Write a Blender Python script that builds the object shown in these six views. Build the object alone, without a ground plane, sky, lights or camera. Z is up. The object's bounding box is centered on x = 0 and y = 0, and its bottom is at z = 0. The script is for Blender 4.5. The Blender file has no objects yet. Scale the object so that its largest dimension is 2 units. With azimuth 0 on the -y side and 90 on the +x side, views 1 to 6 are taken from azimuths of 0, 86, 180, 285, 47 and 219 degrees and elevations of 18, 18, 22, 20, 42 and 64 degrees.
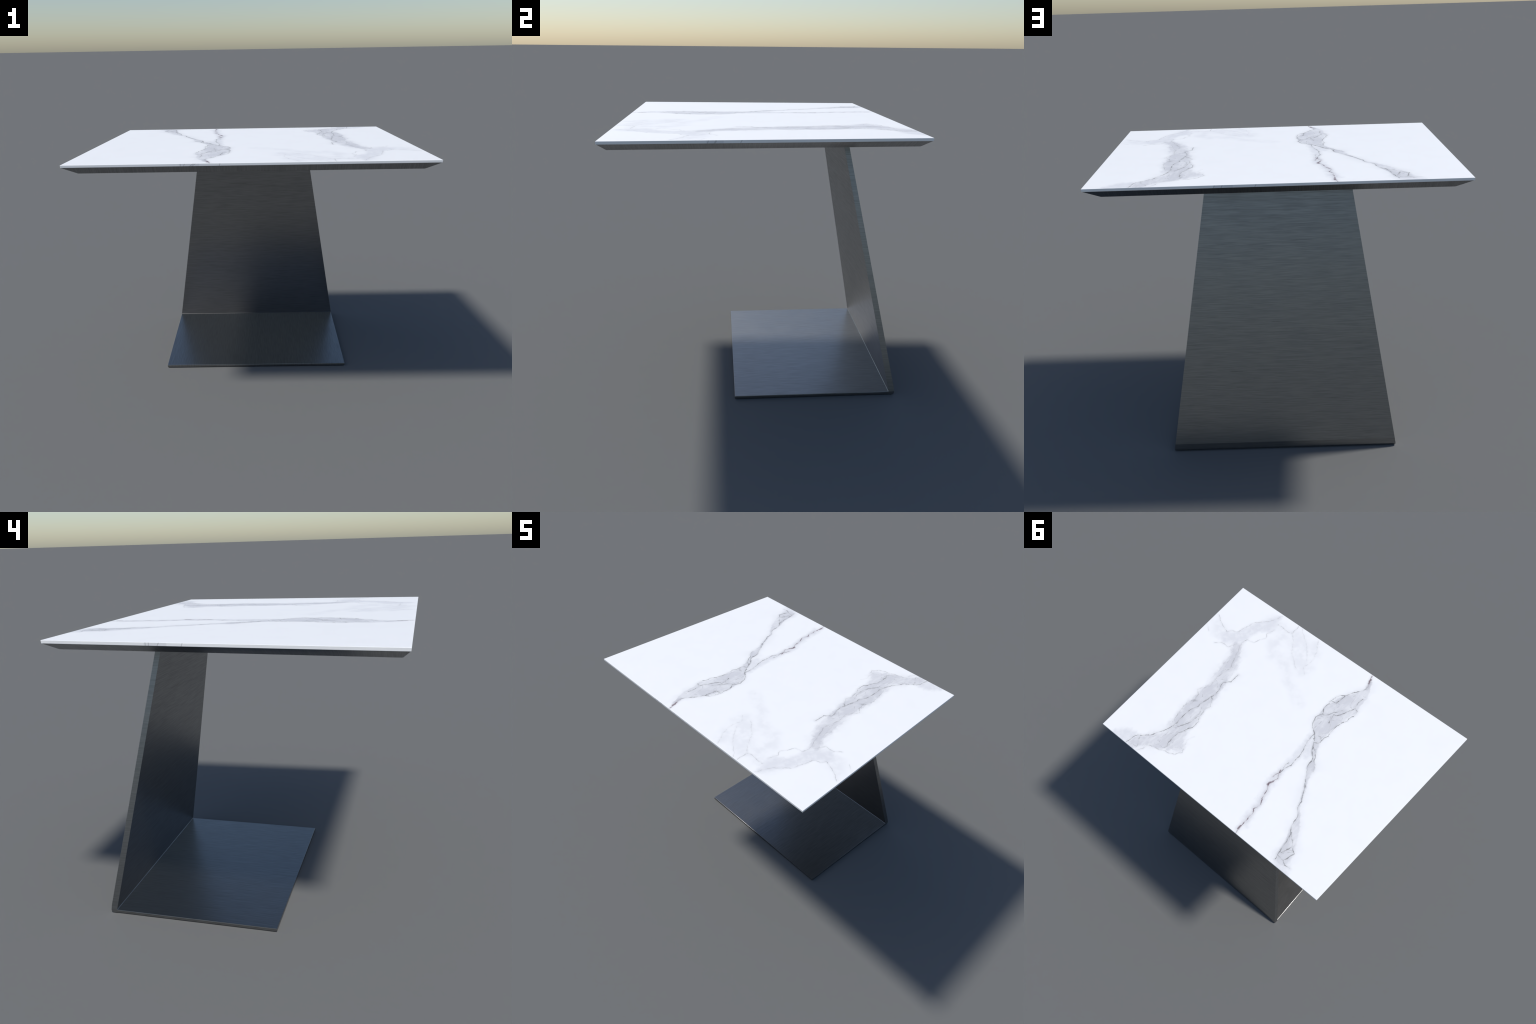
"""Cantilevered dining table: a thin veined marble slab on a bevelled metal tray,
carried by one leaning brushed-metal blade that folds into a flat foot plate.
Metres, z up, seen with the wide edge of the top towards -y."""
import bpy, bmesh, math
from mathutils import Vector

# ------------------------------------------------------------------ sizes
TOP_Z = 1.500            # upper face of the slab
SLAB_T = 0.0140          # slab thickness
FRONT_Y, BACK_Y = -0.750, 0.7455
FRONT_HALF, BACK_HALF = 1.000, 0.9185      # the top is a trapezoid
TRAY_Z = 1.4505          # underside of the metal tray below the slab
TRAY_FRONT_Y, TRAY_BACK_Y = -0.7205, 0.7115
TRAY_FRONT_HALF, TRAY_BACK_HALF = 0.9170, 0.8390
FOOT_T = 0.0180          # foot plate thickness
FOOT_FRONT_Y, SEAM_Y = -0.1615, 0.7155
FOOT_HALF = 0.6040
BLADE_OUT_Y = 0.7500     # outer face of the blade near the ground
BLADE_TOP_IN_Y, BLADE_TOP_OUT_Y = 0.4275, 0.4550   # at the tray underside
BLADE_LOW_HALF, BLADE_TOP_HALF = 0.6070, 0.3705
HEAD_T, HEAD_FRONT_Y, HEAD_HALF = 0.0190, -0.110, 0.3700   # plate that carries the tray
LOW_SHIFT = 0.003        # foot sits a touch towards +x


# ------------------------------------------------------------------ node helpers
class Nodes:
    """Small helper that chains shader nodes."""

    def __init__(self, name):
        self.mat = bpy.data.materials.new(name)
        self.mat.use_nodes = True
        self.t = self.mat.node_tree
        self.t.nodes.clear()

    def put(self, sock, v):
        if v is None:
            return
        if isinstance(v, bpy.types.NodeSocket):
            self.t.links.new(v, sock)
        else:
            sock.default_value = v

    def math(self, op, a, b=None, c=None, clamp=False):
        n = self.t.nodes.new('ShaderNodeMath')
        n.operation = op
        n.use_clamp = clamp
        for i, v in enumerate((a, b, c)):
            self.put(n.inputs[i], v)
        return n.outputs[0]

    def vec(self, op, a, b=None, c=None):
        n = self.t.nodes.new('ShaderNodeVectorMath')
        n.operation = op
        for i, v in enumerate((a, b, c)):
            self.put(n.inputs[i], v)
        return n.outputs['Value'] if op in ('DOT_PRODUCT', 'LENGTH') else n.outputs['Vector']

    def ramp(self, v, lo, hi, a=0.0, b=1.0, smooth=True):
        n = self.t.nodes.new('ShaderNodeMapRange')
        n.interpolation_type = 'SMOOTHSTEP' if smooth else 'LINEAR'
        self.put(n.inputs['Value'], v)
        self.put(n.inputs['From Min'], lo)
        self.put(n.inputs['From Max'], hi)
        self.put(n.inputs['To Min'], a)
        self.put(n.inputs['To Max'], b)
        return n.outputs['Result']

    def noise(self, p, scale, detail=2.0, rough=0.5, colour=False):
        n = self.t.nodes.new('ShaderNodeTexNoise')
        self.put(n.inputs['Vector'], p)
        n.inputs['Scale'].default_value = scale
        n.inputs['Detail'].default_value = detail
        n.inputs['Roughness'].default_value = rough
        return n.outputs['Color' if colour else 'Fac']

    def voronoi(self, p, scale, feature='F1', out='Distance'):
        n = self.t.nodes.new('ShaderNodeTexVoronoi')
        n.feature = feature
        self.put(n.inputs['Vector'], p)
        n.inputs['Scale'].default_value = scale
        return n.outputs[out]

    def mix(self, f, a, b):
        n = self.t.nodes.new('ShaderNodeMix')
        n.data_type = 'RGBA'
        self.put(n.inputs[0], f)
        self.put(n.inputs[6], a)
        self.put(n.inputs[7], b)
        return n.outputs[2]

    def mapping(self, p, scale=(1, 1, 1), rot=(0, 0, 0)):
        n = self.t.nodes.new('ShaderNodeMapping')
        self.put(n.inputs['Vector'], p)
        n.inputs['Rotation'].default_value = rot
        n.inputs['Scale'].default_value = scale
        return n.outputs['Vector']

    def object_coords(self):
        return self.t.nodes.new('ShaderNodeTexCoord').outputs['Object']

    def surface(self, colour, rough, metallic=0.0, bump=None, strength=0.1, distance=0.001, spec=0.5):
        b = self.t.nodes.new('ShaderNodeBsdfPrincipled')
        self.put(b.inputs['Base Color'], colour)
        self.put(b.inputs['Roughness'], rough)
        self.put(b.inputs['Metallic'], metallic)
        b.inputs['Specular IOR Level'].default_value = spec
        if bump is not None:
            n = self.t.nodes.new('ShaderNodeBump')
            n.inputs['Strength'].default_value = strength
            n.inputs['Distance'].default_value = distance
            self.put(n.inputs['Height'], bump)
            self.t.links.new(n.outputs['Normal'], b.inputs['Normal'])
        o = self.t.nodes.new('ShaderNodeOutputMaterial')
        self.t.links.new(b.outputs[0], o.inputs[0])
        return self.mat

    # --- the distance to several bands, kept in a node group of its own
    def sub_field(self, p, chains, soft=0.0, flat=True):
        g = Nodes.__new__(Nodes)
        g.t = bpy.data.node_groups.new('distance_to_veins', 'ShaderNodeTree')
        g.t.interface.new_socket('Point', in_out='INPUT', socket_type='NodeSocketVector')
        g.t.interface.new_socket('Distance', in_out='OUTPUT', socket_type='NodeSocketFloat')
        gp = g.t.nodes.new('NodeGroupInput').outputs[0]
        f = None
        for pts in chains:
            f = g.band(gp, pts, f, soft, flat)
        g.t.links.new(f, g.t.nodes.new('NodeGroupOutput').inputs[0])
        n = self.t.nodes.new('ShaderNodeGroup')
        n.node_tree = g.t
        self.put(n.inputs[0], p)
        return n.outputs[0]

    # --- distance to a bent band: control points (x, y[, radius])
    def band(self, p, pts, field=None, soft=0.0, flat=True):
        for a, b in zip(pts[:-1], pts[1:]):
            if flat:
                A = Vector((a[0], a[1], 0)); B = Vector((b[0], b[1], 0))
                ra, rb = (a[2], b[2]) if len(a) > 2 else (0.0, 0.0)
            else:
                A, B = Vector(a), Vector(b)
                ra = rb = 0.0
            ba = B - A
            pa = self.vec('SUBTRACT', p, A[:])
            t = self.vec('DOT_PRODUCT', pa, (ba / max(ba.length_squared, 1e-9))[:])
            cl = self.t.nodes.new('ShaderNodeClamp')   # a node of its own keeps the shader's stack small
            self.put(cl.inputs[0], t)
            t = cl.outputs[0]
            step = self.t.nodes.new('ShaderNodeVectorMath')
            step.operation = 'SCALE'
            step.inputs[0].default_value = ba
            self.put(step.inputs['Scale'], t)
            d = self.vec('LENGTH', self.vec('SUBTRACT', pa, step.outputs[0]))
            if ra or rb:
                d = self.math('SUBTRACT', self.math('MULTIPLY_ADD', t, ra - rb, d), ra)
            if field is None:
                field = d
            elif soft:
                field = self.math('SMOOTH_MIN', field, d, soft)
            else:
                field = self.math('MINIMUM', field, d)
        return field


# ------------------------------------------------------------------ marble veining
# Grey bodies of the veins: (x, y, half width) along each one.
BODIES = {
    'left lobe': [(-0.244, -0.69, 0.010), (-0.266, -0.617, 0.023), (-0.262, -0.547, 0.042), (-0.235, -0.433, 0.081),
                  (-0.207, -0.333, 0.080), (-0.204, -0.229, 0.072), (-0.224, -0.151, 0.048), (-0.250, -0.096, 0.024)],
    'left branch to the back': [(-0.261, -0.058, 0.022), (-0.291, -0.003, 0.016), (-0.319, 0.037, 0.010), (-0.345, 0.09, 0.025),
                                (-0.383, 0.186, 0.006), (-0.460, 0.357, 0.008), (-0.500, 0.401, 0.010), (-0.529, 0.467, 0.026),
                                (-0.583, 0.595, 0.040), (-0.598, 0.651, 0.045), (-0.608, 0.690, 0.034)],
}
# Broader, hazier body on the other side.
HAZY = {
    'right vein': [(0.670, -0.321, 0.033), (0.623, -0.243, 0.036), (0.591, -0.154, 0.052), (0.573, -0.045, 0.055),
                   (0.553, 0.034, 0.052), (0.544, 0.125, 0.061), (0.538, 0.272, 0.068), (0.522, 0.353, 0.072),
                   (0.516, 0.444, 0.069), (0.484, 0.530, 0.080), (0.545, 0.597, 0.054), (0.594, 0.624, 0.034),
                   (0.637, 0.676, 0.036), (0.655, 0.730, 0.032)],
    'right vein, inner tongue': [(0.484, 0.530, 0.070), (0.425, 0.540, 0.046), (0.392, 0.548, 0.020)],
}
# Paler clouds that run with them.
CLOUDS = {
    'tail': [(0.700, 0.670, 0.030), (0.742, 0.705, 0.048), (0.800, 0.735, 0.022)],
    'between the branches': [(-0.238, -0.10, 0.020), (-0.250, -0.02, 0.034), (-0.262, 0.05, 0.022)],
    'left branch': [(-0.202, -0.089, 0.020), (-0.215, 0.03, 0.020), (-0.219, 0.148, 0.016), (-0.213, 0.293, 0.019),
                    (-0.237, 0.415, 0.015), (-0.256, 0.555, 0.008), (-0.266, 0.710, 0.008)],
    'at the back edge': [(-0.590, 0.680, 0.050), (-0.640, 0.745, 0.050)],
    'beside the thread': [(-0.196, 0.320, 0.016), (-0.205, 0.350, 0.012), (-0.250, 0.470, 0.014), (-0.262, 0.600, 0.016), (-0.288, 0.665, 0.014)],
    'cross': [(0.780, -0.328, 0.046), (0.705, -0.387, 0.046), (0.692, -0.483, 0.038), (0.657, -0.556, 0.040),
              (0.619, -0.589, 0.046), (0.605, -0.70, 0.02)],
}
SMOKE = {
    'front': [(0.473, -0.611, 0.040), (0.377, -0.657, 0.055), (0.291, -0.565, 0.075), (0.190, -0.480, 0.060)],
    'web': [(0.615, -0.640, 0.05), (0.540, -0.650, 0.03), (0.470, -0.630, 0.03), (0.48, -0.50, 0.03), (0.43, -0.42, 0.02)],
    'front side': [(0.250, -0.690, 0.030), (0.200, -0.600, 0.030)],
    'drift': [(0.36, -0.45, 0.03), (0.20, -0.33, 0.02), (0.02, -0.23, 0.015)],
    'corner': [(0.94, -0.40, 0.02), (0.85, -0.33, 0.04), (0.78, -0.328, 0.045)],
}
# Hairline cracks: (x, y) along each one.
CRACKS = {
    'lobe, right rim': [(-0.251, -0.643), (-0.242, -0.602), (-0.210, -0.558), (-0.177, -0.491), (-0.146, -0.467), (-0.131, -0.397),
                        (-0.124, -0.321), (-0.146, -0.275), (-0.128, -0.223), (-0.147, -0.168), (-0.185, -0.130),
                        (-0.215, -0.105), (-0.236, -0.067)],
    'lobe, left rim': [(-0.287, -0.542), (-0.279, -0.508), (-0.289, -0.457), (-0.315, -0.442), (-0.322, -0.400), (-0.310, -0.364),
                       (-0.307, -0.340), (-0.291, -0.310), (-0.280, -0.251), (-0.277, -0.195), (-0.287, -0.164),
                       (-0.273, -0.134), (-0.275, -0.085), (-0.260, -0.071), (-0.235, -0.066)],
    'lobe, inner': [(-0.289, -0.457), (-0.259, -0.368), (-0.225, -0.327), (-0.207, -0.317), (-0.220, -0.281), (-0.228, -0.246)],
    'lobe, eye': [(-0.133, -0.391), (-0.164, -0.399), (-0.174, -0.460), (-0.177, -0.491)],
    'lobe, bar': [(-0.145, -0.267), (-0.186, -0.294), (-0.194, -0.327), (-0.237, -0.380)],
    'back branch': [(-0.235, -0.066), (-0.295, 0.018), (-0.316, 0.044), (-0.316, 0.083), (-0.343, 0.129), (-0.383, 0.195),
                    (-0.428, 0.283), (-0.448, 0.317), (-0.461, 0.366), (-0.498, 0.411), (-0.502, 0.450), (-0.511, 0.487),
                    (-0.537, 0.526), (-0.548, 0.578), (-0.564, 0.668), (-0.571, 0.708)],
    'back branch, twin': [(-0.239, -0.065), (-0.266, -0.032), (-0.299, -0.015), (-0.334, 0.044), (-0.354, 0.061), (-0.377, 0.109)],
    'back web': [(-0.537, 0.526), (-0.576, 0.554), (-0.598, 0.587), (-0.573, 0.656)],
    'back web low': [(-0.605, 0.568), (-0.606, 0.584), (-0.639, 0.616), (-0.628, 0.653), (-0.613, 0.685), (-0.572, 0.682)],
    'back web end': [(-0.613, 0.685), (-0.633, 0.702), (-0.677, 0.698)],
    'left branch': [(-0.204, -0.116), (-0.202, -0.084), (-0.206, -0.036), (-0.229, 0.045), (-0.235, 0.094), (-0.235, 0.168),
                    (-0.220, 0.210), (-0.214, 0.254)],
    'left branch twig': [(-0.209, 0.161), (-0.203, 0.191), (-0.215, 0.215)],
    'right vein, spine': [(0.498, -0.137), (0.497, -0.062), (0.513, -0.043), (0.534, -0.027), (0.514, 0.039), (0.512, 0.114),
                          (0.526, 0.170), (0.528, 0.223), (0.556, 0.303), (0.553, 0.390), (0.549, 0.442), (0.565, 0.494),
                          (0.609, 0.591), (0.687, 0.665), (0.697, 0.738)],
    'right vein, inner rim': [(0.512, 0.114), (0.492, 0.130), (0.469, 0.180), (0.478, 0.220), (0.471, 0.283), (0.480, 0.317),
                              (0.489, 0.372), (0.520, 0.433), (0.548, 0.443)],
    'right vein, fork': [(0.471, 0.283), (0.443, 0.322), (0.442, 0.363), (0.474, 0.437), (0.492, 0.509), (0.480, 0.582)],
}
FAINT_CRACKS = {
    'outer rim': [(0.662, -0.361), (0.631, -0.283), (0.592, -0.176), (0.574, -0.140), (0.594, -0.083), (0.591, -0.001),
                  (0.577, 0.055), (0.589, 0.067), (0.626, 0.130), (0.596, 0.164), (0.583, 0.240), (0.603, 0.274),
                  (0.604, 0.323), (0.573, 0.418)],
    'tongue rim': [(0.601, 0.738), (0.582, 0.701), (0.581, 0.661), (0.542, 0.652), (0.472, 0.627), (0.395, 0.601),
                   (0.364, 0.557), (0.372, 0.530)],
    'split': [(0.502, 0.225), (0.487, 0.265), (0.483, 0.320)],
    'corner twig': [(0.965, -0.440), (0.869, -0.386), (0.810, -0.363), (0.793, -0.396), (0.750, -0.415), (0.739, -0.480),
                    (0.710, -0.560), (0.639, -0.637), (0.596, -0.734)],
    'side twig': [(0.813, -0.233), (0.777, -0.270), (0.711, -0.273), (0.683, -0.330)],
    'cross, low rim': [(0.662, -0.361), (0.652, -0.411), (0.602, -0.420), (0.562, -0.503), (0.575, -0.541), (0.560, -0.600)],
    'front hook': [(0.569, -0.657), (0.462, -0.651), (0.445, -0.659), (0.445, -0.740)],
}
# Barely visible strands at the weak end.
GHOST_CRACKS = {
    'strand': [(0.445, -0.659), (0.388, -0.611), (0.329, -0.520), (0.225, -0.441)],
    'strand, twin': [(0.416, -0.740), (0.343, -0.686), (0.292, -0.647), (0.213, -0.544)],
    'arc': [(0.262, -0.735), (0.200, -0.640), (0.178, -0.560), (0.190, -0.490), (0.150, -0.440)],
    'twig off the tongue': [(0.372, 0.530), (0.405, 0.470), (0.385, 0.420)],
    'stub': [(0.985, -0.330), (0.945, -0.310), (0.915, -0.280)],
}
# Brown-violet mineral threads.
RUST = {
    'front lip': [(-0.217, -0.745), (-0.236, -0.695), (-0.251, -0.648)],
    'long thread': [(-0.206, 0.235), (-0.214, 0.254), (-0.233, 0.296), (-0.219, 0.336), (-0.213, 0.360), (-0.225, 0.378),
                    (-0.235, 0.403), (-0.244, 0.446), (-0.265, 0.502), (-0.254, 0.552), (-0.269, 0.576),
                    (-0.268, 0.631), (-0.269, 0.688), (-0.268, 0.715), (-0.278, 0.745)],
    'twig': [(-0.214, 0.254), (-0.200, 0.299)],
}
# Darkest knots: (x, y) -> (x, y)
KNOTS = [[(-0.231, -0.713), (-0.241, -0.678)], [(-0.214, 0.352), (-0.213, 0.368)], [(-0.268, 0.690), (-0.270, 0.715)],
         [(-0.222, 0.330), (-0.214, 0.352)]]
GREY_KNOTS = [[(-0.536, 0.520), (-0.539, 0.532)], [(-0.295, -0.318), (-0.290, -0.302)], [(-0.317, 0.050), (-0.318, 0.066)],
              [(-0.226, -0.092), (-0.224, -0.082)], [(-0.228, -0.246), (-0.226, -0.254)]]

WHITE = (0.932, 0.936, 0.940, 1)
GREY = (0.660, 0.662, 0.690, 1)
CLOUD = (0.770, 0.775, 0.800, 1)
CRACK = (0.235, 0.232, 0.235, 1)
RUSTY = (0.165, 0.105, 0.125, 1)


def marble_top():
    m = Nodes('veined_marble')
    p0 = m.vec('MULTIPLY', m.object_coords(), (1, 1, 0))
    # ragged, hand-torn line work
    w1 = m.vec('MULTIPLY', m.vec('SUBTRACT', m.noise(p0, 20, 3, 0.55, True), (0.5, 0.5, 0.5)), (0.026, 0.026, 0))
    w2 = m.vec('MULTIPLY', m.vec('SUBTRACT', m.noise(p0, 95, 2, 0.6, True), (0.5, 0.5, 0.5)), (0.006, 0.006, 0))
    p = m.vec('ADD', p0, m.vec('ADD', w1, w2))

    def field(group, soft=0.0):
        return m.sub_field(p, list(group.values() if isinstance(group, dict) else group), soft)

    body = field(BODIES, 0.012)
    hazy = field(HAZY, 0.015)
    cloud = field(CLOUDS, 0.02)
    smoke = field(SMOKE, 0.04)
    crack = field(CRACKS)
    faint = field(FAINT_CRACKS)
    ghost = field(GHOST_CRACKS)
    rust = field(RUST)
    knot = field(KNOTS)
    grey_knot = field(GREY_KNOTS)

    slow = m.noise(p0, 6.0, 2)
    patchy = m.noise(p0, 30.0, 3, 0.6)
    fray = m.math('MULTIPLY', m.math('SUBTRACT', m.noise(m.mapping(p0, (1.0, 0.55, 1.0), (0, 0, 0.3)), 38.0, 4, 0.65), 0.5), 0.050)
    body = m.math('ADD', body, m.math('MULTIPLY', fray, 0.35))
    hazy = m.math('ADD', hazy, fray)
    # long shards inside the grey bodies, running with the veins
    vp = m.mapping(p, (1.0, 0.55, 1.0), (0, 0, 0.30))
    sh = m.t.nodes.new('ShaderNodeSeparateColor')
    m.put(sh.inputs[0], m.voronoi(vp, 15.0, 'SMOOTH_F1', 'Color'))
    seam = m.voronoi(vp, 15.0, 'DISTANCE_TO_EDGE', 'Distance')
    wisps = m.noise(m.mapping(p, (60.0, 9.0, 1.0), (0, 0, 0.15)), 1.0, 3, 0.6)
    shade = m.math('ADD', m.math('MULTIPLY', m.ramp(sh.outputs[0], 0.20, 0.80, 0.62, 1.10, False), m.ramp(m.noise(p, 11.0, 2), 0.34, 0.60, 0.62, 1.08)), m.ramp(wisps, 0.3, 0.7, -0.22, 0.22, False))

    col = m.mix(m.ramp(slow, 0.42, 0.70, 0.0, 0.06), WHITE, CLOUD)
    near = m.math('MINIMUM', m.math('MINIMUM', body, hazy), m.math('ADD', m.math('MINIMUM', crack, rust), 0.012))
    halo = m.ramp(near, m.ramp(slow, 0.35, 0.65, 0.035, 0.085), -0.004)
    col = m.mix(m.math('MULTIPLY', m.math('MULTIPLY', halo, halo), 0.22), col, GREY)
    sm = m.math('MULTIPLY', m.ramp(smoke, 0.055, -0.035), m.ramp(m.noise(p0, 13.0, 4, 0.6), 0.36, 0.62, 0.18, 0.58))
    col = m.mix(sm, col, CLOUD)
    cl = m.math('MULTIPLY', m.ramp(m.math('ADD', cloud, fray), 0.026, -0.022), m.ramp(patchy, 0.30, 0.62, 0.60, 1.0))
    col = m.mix(cl, col, CLOUD)
    col = m.mix(m.math('MULTIPLY', m.ramp(body, 0.006, -0.008), shade), col, GREY)
    # the hazy body: firm where cracks bound it, melting away elsewhere
    melt = m.ramp(patchy, 0.35, 0.65, 0.004, 0.020)
    hz = m.ramp(hazy, melt, m.math('MULTIPLY', melt, -1.5))
    col = m.mix(m.math('MULTIPLY', m.math('MULTIPLY', hz, shade), 1.0), col, GREY)
    hair = m.math('MULTIPLY', m.ramp(seam, 0.026, 0.0), m.ramp(patchy, 0.44, 0.60))
    hair = m.math('MULTIPLY', m.math('MULTIPLY', hair, m.ramp(m.math('MINIMUM', body, hazy), 0.0, -0.012)), 0.42)
    col = m.mix(hair, col, CRACK)

    # cracks swell, thin out and die along their length
    pulse = m.ramp(m.noise(p0, 26.0, 3, 0.6), 0.34, 0.64, 0.0, 1.0)
    swell = m.ramp(pulse, 0.0, 1.0, 0.55, 1.35, False)
    depth = m.ramp(pulse, 0.0, 1.0, 0.30, 1.0, False)

    def line(d, width, strength, glow):
        core = m.ramp(m.math('DIVIDE', d, swell), width, width * 0.1)
        core = m.math('MULTIPLY', m.math('MULTIPLY', core, depth), strength)
        g = m.math('MULTIPLY', m.ramp(d, width * 5.0, 0.0), glow)
        return m.math('MAXIMUM', core, g)

    col = m.mix(line(ghost, 0.0032, 0.26, 0.04), col, CRACK)
    col = m.mix(line(faint, 0.0034, 0.50, 0.06), col, CRACK)
    col = m.mix(line(crack, 0.0040, 0.95, 0.09), col, CRACK)
    col = m.mix(line(rust, 0.0044, 0.95, 0.14), col, RUSTY)
    col = m.mix(m.math('MULTIPLY', m.ramp(grey_knot, 0.0065, 0.001), 0.75), col, CRACK)
    col = m.mix(m.math('MULTIPLY', m.ramp(knot, 0.0110, 0.0), 0.88), col, RUSTY)
    return m.surface(col, 0.5)


# Streaks on the slab edge: positions along each side, (foot of the streak, head of the streak).
SIDE_STREAKS = {
    'front': [(-0.370, -0.370), (-0.353, -0.348), (-0.322, -0.300), (-0.310, -0.290), (-0.166, -0.162)],
    'right': [(-0.277, -0.272), (-0.247, -0.240), (-0.244, -0.236), (-0.133, -0.126)],
    'back': [(0.302, 0.296), (0.266, 0.260), (0.109, 0.102)],
    'left': [(0.267, 0.267), (0.253, 0.253), (0.217, 0.209), (0.115, 0.109)],
}
SIDE_CLOUDS = {'front': (-0.365, -0.282), 'right': (-0.270, -0.218), 'back': (0.290, 0.222), 'left': (0.262, 0.188)}


def side_point(side, s, z):
    if side == 'front':
        return (s, FRONT_Y, z)
    if side == 'back':
        return (s, BACK_Y, z)
    x = FRONT_HALF + (BACK_HALF - FRONT_HALF) * (s - FRONT_Y) / (BACK_Y - FRONT_Y)
    return (x if side == 'right' else -x, s, z)


def marble_edge():
    """Slab edge: same stone, short slanted streaks in a few places."""
    m = Nodes('marble_edge')
    p = m.object_coords()
    lines = m.sub_field(p, [[side_point(side, low, TOP_Z - SLAB_T), side_point(side, high, TOP_Z)]
                            for side, streaks in SIDE_STREAKS.items() for low, high in streaks], flat=False)
    clouds = m.sub_field(p, [[side_point(side, s, TOP_Z - 0.007) for s in ends] for side, ends in SIDE_CLOUDS.items()], flat=False)
    col = m.mix(m.ramp(m.noise(p, 9.0, 2), 0.4, 0.7, 0.0, 0.12), WHITE, CLOUD)
    col = m.mix(m.ramp(clouds, 0.016, 0.008, 0.0, 0.75), col, CLOUD)
    col = m.mix(m.ramp(lines, 0.0032, 0.0008, 0.0, 0.42), col, CRACK)
    return m.surface(col, 0.5)


# ------------------------------------------------------------------ brushed metal
METAL_DARK = (0.230, 0.231, 0.232, 1)
METAL_LIGHT = (0.298, 0.299, 0.301, 1)
METAL_HAIR = (0.150, 0.151, 0.153, 1)
LONG, FINE = 12.0, 520.0      # noise frequency along and across the brushing


def brushed_metal(name, along, rough=0.34):
    """along: axes ('xyz') in which the brushing runs; across them the grain is fine."""
    m = Nodes(name)
    p = m.object_coords()
    stretch = tuple(LONG if a in along else FINE for a in 'xyz')
    fine = m.noise(m.mapping(p, stretch), 1.0, 2, 0.6)
    coarse = m.noise(m.mapping(p, tuple(v * (0.60 if v == LONG else 0.45) for v in stretch)), 1.0, 2, 0.5)
    patch = m.noise(p, 9.0, 3, 0.6)
    g = m.math('ADD', m.math('MULTIPLY', fine, 0.5), m.math('MULTIPLY', coarse, 0.5))
    col = m.mix(m.ramp(g, 0.34, 0.66), METAL_DARK, METAL_LIGHT)
    hairs = m.noise(m.mapping(p, tuple(v * (0.45 if v == LONG else 0.55) for v in stretch)), 1.0, 1, 0.5)
    hairs = m.math('MULTIPLY', m.ramp(hairs, 0.38, 0.26), m.ramp(patch, 0.40, 0.58))
    col = m.mix(m.math('MULTIPLY', hairs, 0.5), col, METAL_HAIR)
    r = m.math('ADD', m.ramp(g, 0.34, 0.66, rough + 0.04, rough - 0.035, False),
               m.ramp(patch, 0.3, 0.7, -0.012, 0.012, False))
    return m.surface(col, r, 1.0)


# ------------------------------------------------------------------ geometry helpers
def finish(name, bm, parent, mats, bevel=None, segments=2, angle=30):
    me = bpy.data.meshes.new(name)
    bmesh.ops.recalc_face_normals(bm, faces=bm.faces)
    bm.to_mesh(me)
    bm.free()
    for mt in mats:
        me.materials.append(mt)
    ob = bpy.data.objects.new(name, me)
    bpy.context.scene.collection.objects.link(ob)
    ob.parent = parent
    if bevel:
        b = ob.modifiers.new('bevel', 'BEVEL')
        b.width = bevel
        b.segments = segments
        b.limit_method = 'ANGLE'
        b.angle_limit = math.radians(angle)
        b.harden_normals = True
    bpy.context.view_layer.objects.active = ob
    me.set_sharp_from_angle(angle=math.radians(35))
    for f in me.polygons:
        f.use_smooth = f.area < 0.0035 or bool(bevel)     # broad faces stay truly flat
    return ob


def loft(rings):
    """Closed prism through rings of equal vertex count, capped at both ends."""
    bm = bmesh.new()
    rows = [[bm.verts.new(c) for c in r] for r in rings]
    n = len(rings[0])
    for lo, hi in zip(rows[:-1], rows[1:]):
        for i in range(n):
            bm.faces.new((lo[i], lo[(i + 1) % n], hi[(i + 1) % n], hi[i]))
    bm.faces.new(list(reversed(rows[0])))
    bm.faces.new(rows[-1])
    return bm


def trapezoid(z, y0, y1, h0, h1, inset=0.0):
    return [(-h0 + inset, y0 + inset, z), (h0 - inset, y0 + inset, z),
            (h1 - inset, y1 - inset, z), (-h1 + inset, y1 - inset, z)]


# ------------------------------------------------------------------ build
table = bpy.data.objects.new('dining_table', None)
bpy.context.scene.collection.objects.link(table)
table['label'] = 'white marble table on a leaning brushed dark metal pedestal'
table['category'] = 'dining table'

# marble slab
bm = loft([trapezoid(TOP_Z - SLAB_T, FRONT_Y, BACK_Y, FRONT_HALF, BACK_HALF, 0.001),
           trapezoid(TOP_Z, FRONT_Y, BACK_Y, FRONT_HALF, BACK_HALF)])
bm.normal_update()
for f in bm.faces:
    f.material_index = 0 if f.normal.z > 0.5 else 1
slab = finish('tabletop', bm, table, [marble_top(), marble_edge()], bevel=0.0016, segments=3)

# metal tray with strongly undercut sides
tray_top = TOP_Z - SLAB_T
bm = loft([trapezoid(TRAY_Z, TRAY_FRONT_Y, TRAY_BACK_Y, TRAY_FRONT_HALF, TRAY_BACK_HALF),
           trapezoid(tray_top, FRONT_Y, BACK_Y, FRONT_HALF, BACK_HALF, 0.0025)])
bm.normal_update()
for f in bm.faces:
    n = f.normal
    f.material_index = 1 if abs(n.x) > abs(n.y) and abs(n.x) > 0.2 else 0
tray = finish('support_tray', bm, table,
              [brushed_metal('brushed_metal_crosswise', 'yz'), brushed_metal('brushed_metal_sideways', 'xz')],
              bevel=0.0012, segments=1)

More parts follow.
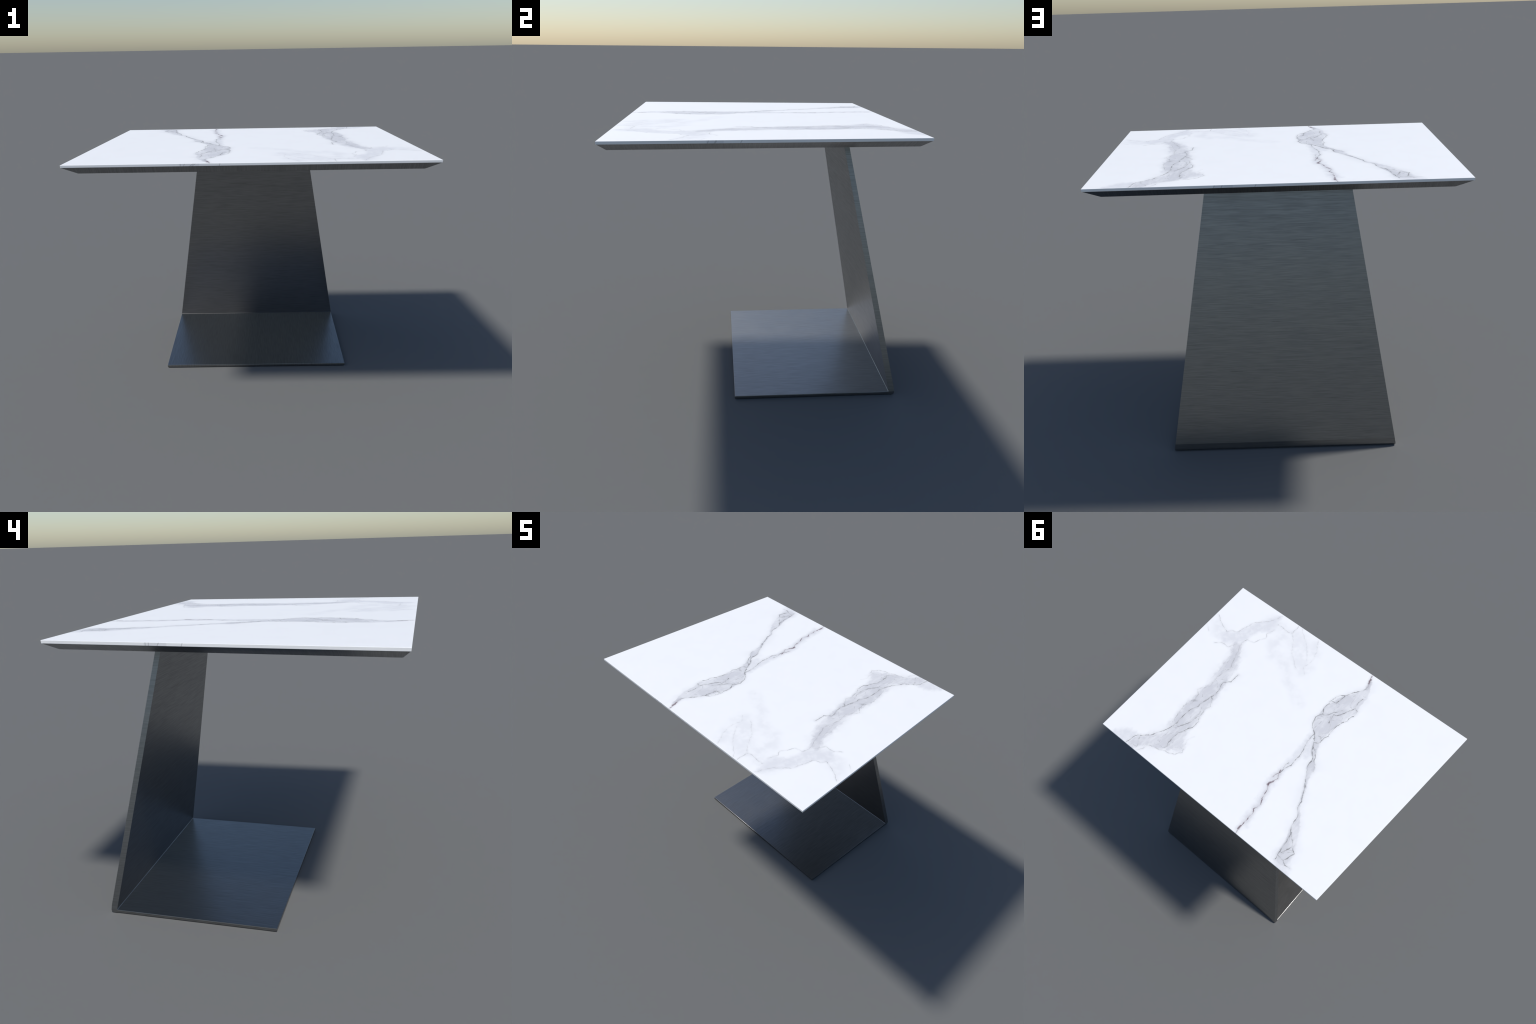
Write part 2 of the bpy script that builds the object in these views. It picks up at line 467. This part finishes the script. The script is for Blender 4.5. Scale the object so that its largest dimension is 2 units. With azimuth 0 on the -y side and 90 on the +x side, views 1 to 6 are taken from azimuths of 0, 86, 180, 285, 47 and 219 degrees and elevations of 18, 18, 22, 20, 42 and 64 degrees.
# flat head plate under the tray, the return of the fold
bm = loft([[(-HEAD_HALF, HEAD_FRONT_Y, z), (HEAD_HALF, HEAD_FRONT_Y, z), (HEAD_HALF, BLADE_TOP_IN_Y + 0.004, z),
            (-HEAD_HALF, BLADE_TOP_IN_Y + 0.004, z)] for z in (TRAY_Z - HEAD_T, TRAY_Z - 0.0002)])
finish('head_plate', bm, table, [brushed_metal('brushed_metal_head', 'yz')], bevel=0.0025, segments=2)

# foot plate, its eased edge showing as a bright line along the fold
def plate_ring(z, h=FOOT_HALF):
    return [(-h + LOW_SHIFT, FOOT_FRONT_Y, z), (h + LOW_SHIFT, FOOT_FRONT_Y, z),
            (BLADE_LOW_HALF - 0.0005 + LOW_SHIFT, SEAM_Y, z), (-BLADE_LOW_HALF + 0.0005 + LOW_SHIFT, SEAM_Y, z)]

bm = loft([plate_ring(0.0), plate_ring(FOOT_T)])
bm.edges.ensure_lookup_table()
back = [e for e in bm.edges if all(v.co.y > SEAM_Y - 1e-4 for v in e.verts)]
ground = [e for e in bm.edges if e not in back and all(v.co.z < 1e-4 for v in e.verts)]
upper = [e for e in bm.edges if e not in back and e not in ground]
bmesh.ops.bevel(bm, geom=upper, offset=0.0020, segments=2, affect='EDGES', profile=0.5)
ground = [e for e in bm.edges if all(v.co.z < 1e-4 for v in e.verts) and not all(v.co.y > SEAM_Y - 1e-4 for v in e.verts)]
bmesh.ops.bevel(bm, geom=ground, offset=0.0045, segments=2, affect='EDGES', profile=0.5)
foot = finish('foot_plate', bm, table, [brushed_metal('brushed_metal_lengthwise', 'yz')])

# leaning blade: side profile swept across, narrowing to the top. It stands on its own
# short upright heel and meets the foot in a small bright fillet.
HEEL_Z = 0.044
zt = TRAY_Z - 0.0002


def half_width(z):
    return BLADE_LOW_HALF + (BLADE_TOP_HALF - BLADE_LOW_HALF) * max(0.0, z - FOOT_T) / (TRAY_Z - FOOT_T)


def lean(y, z0, ytop, z):
    return y + (ytop - y) * (z - z0) / (TRAY_Z - z0)


heel = [(SEAM_Y, 0.0005), (BLADE_OUT_Y - 0.012, 0.0005), (BLADE_OUT_Y - 0.0035, 0.0040), (BLADE_OUT_Y, 0.0120),
        (BLADE_OUT_Y - 0.0004, FOOT_T), (SEAM_Y, FOOT_T)]
stem = [(SEAM_Y, FOOT_T), (BLADE_OUT_Y - 0.0004, FOOT_T), (BLADE_OUT_Y - 0.0030, HEEL_Z), (lean(BLADE_OUT_Y - 0.0030, HEEL_Z, BLADE_TOP_OUT_Y, zt), zt),
        (lean(SEAM_Y + 0.0022, FOOT_T, BLADE_TOP_IN_Y, zt), zt),
        (lean(SEAM_Y + 0.0022, FOOT_T, BLADE_TOP_IN_Y, FOOT_T + 0.0020), FOOT_T + 0.0020), (SEAM_Y + 0.0007, FOOT_T + 0.0006)]

bm = bmesh.new()
verts = {}


def corner(sign, y, z):
    key = (sign, round(y, 5), round(z, 5))
    if key not in verts:
        verts[key] = bm.verts.new((sign * half_width(z) + LOW_SHIFT * (1 - z / TRAY_Z), y, z))
    return verts[key]


for prof, hidden in ((heel, 4), (stem, 0)):
    n = len(prof)
    for i in range(n):
        if i == hidden:          # the two profiles share this inner line
            continue
        a, b = prof[i], prof[(i + 1) % n]
        bm.faces.new((corner(-1, *a), corner(-1, *b), corner(1, *b), corner(1, *a)))
    bm.faces.new([corner(-1, *c) for c in reversed(prof)])
    bm.faces.new([corner(1, *c) for c in prof])
blade = finish('pedestal_blade', bm, table, [brushed_metal('brushed_metal_across', 'xy')])
for f in blade.data.polygons:
    if abs(f.normal.x) > 0.8 or f.normal.z > -0.1:
        f.use_smooth = False
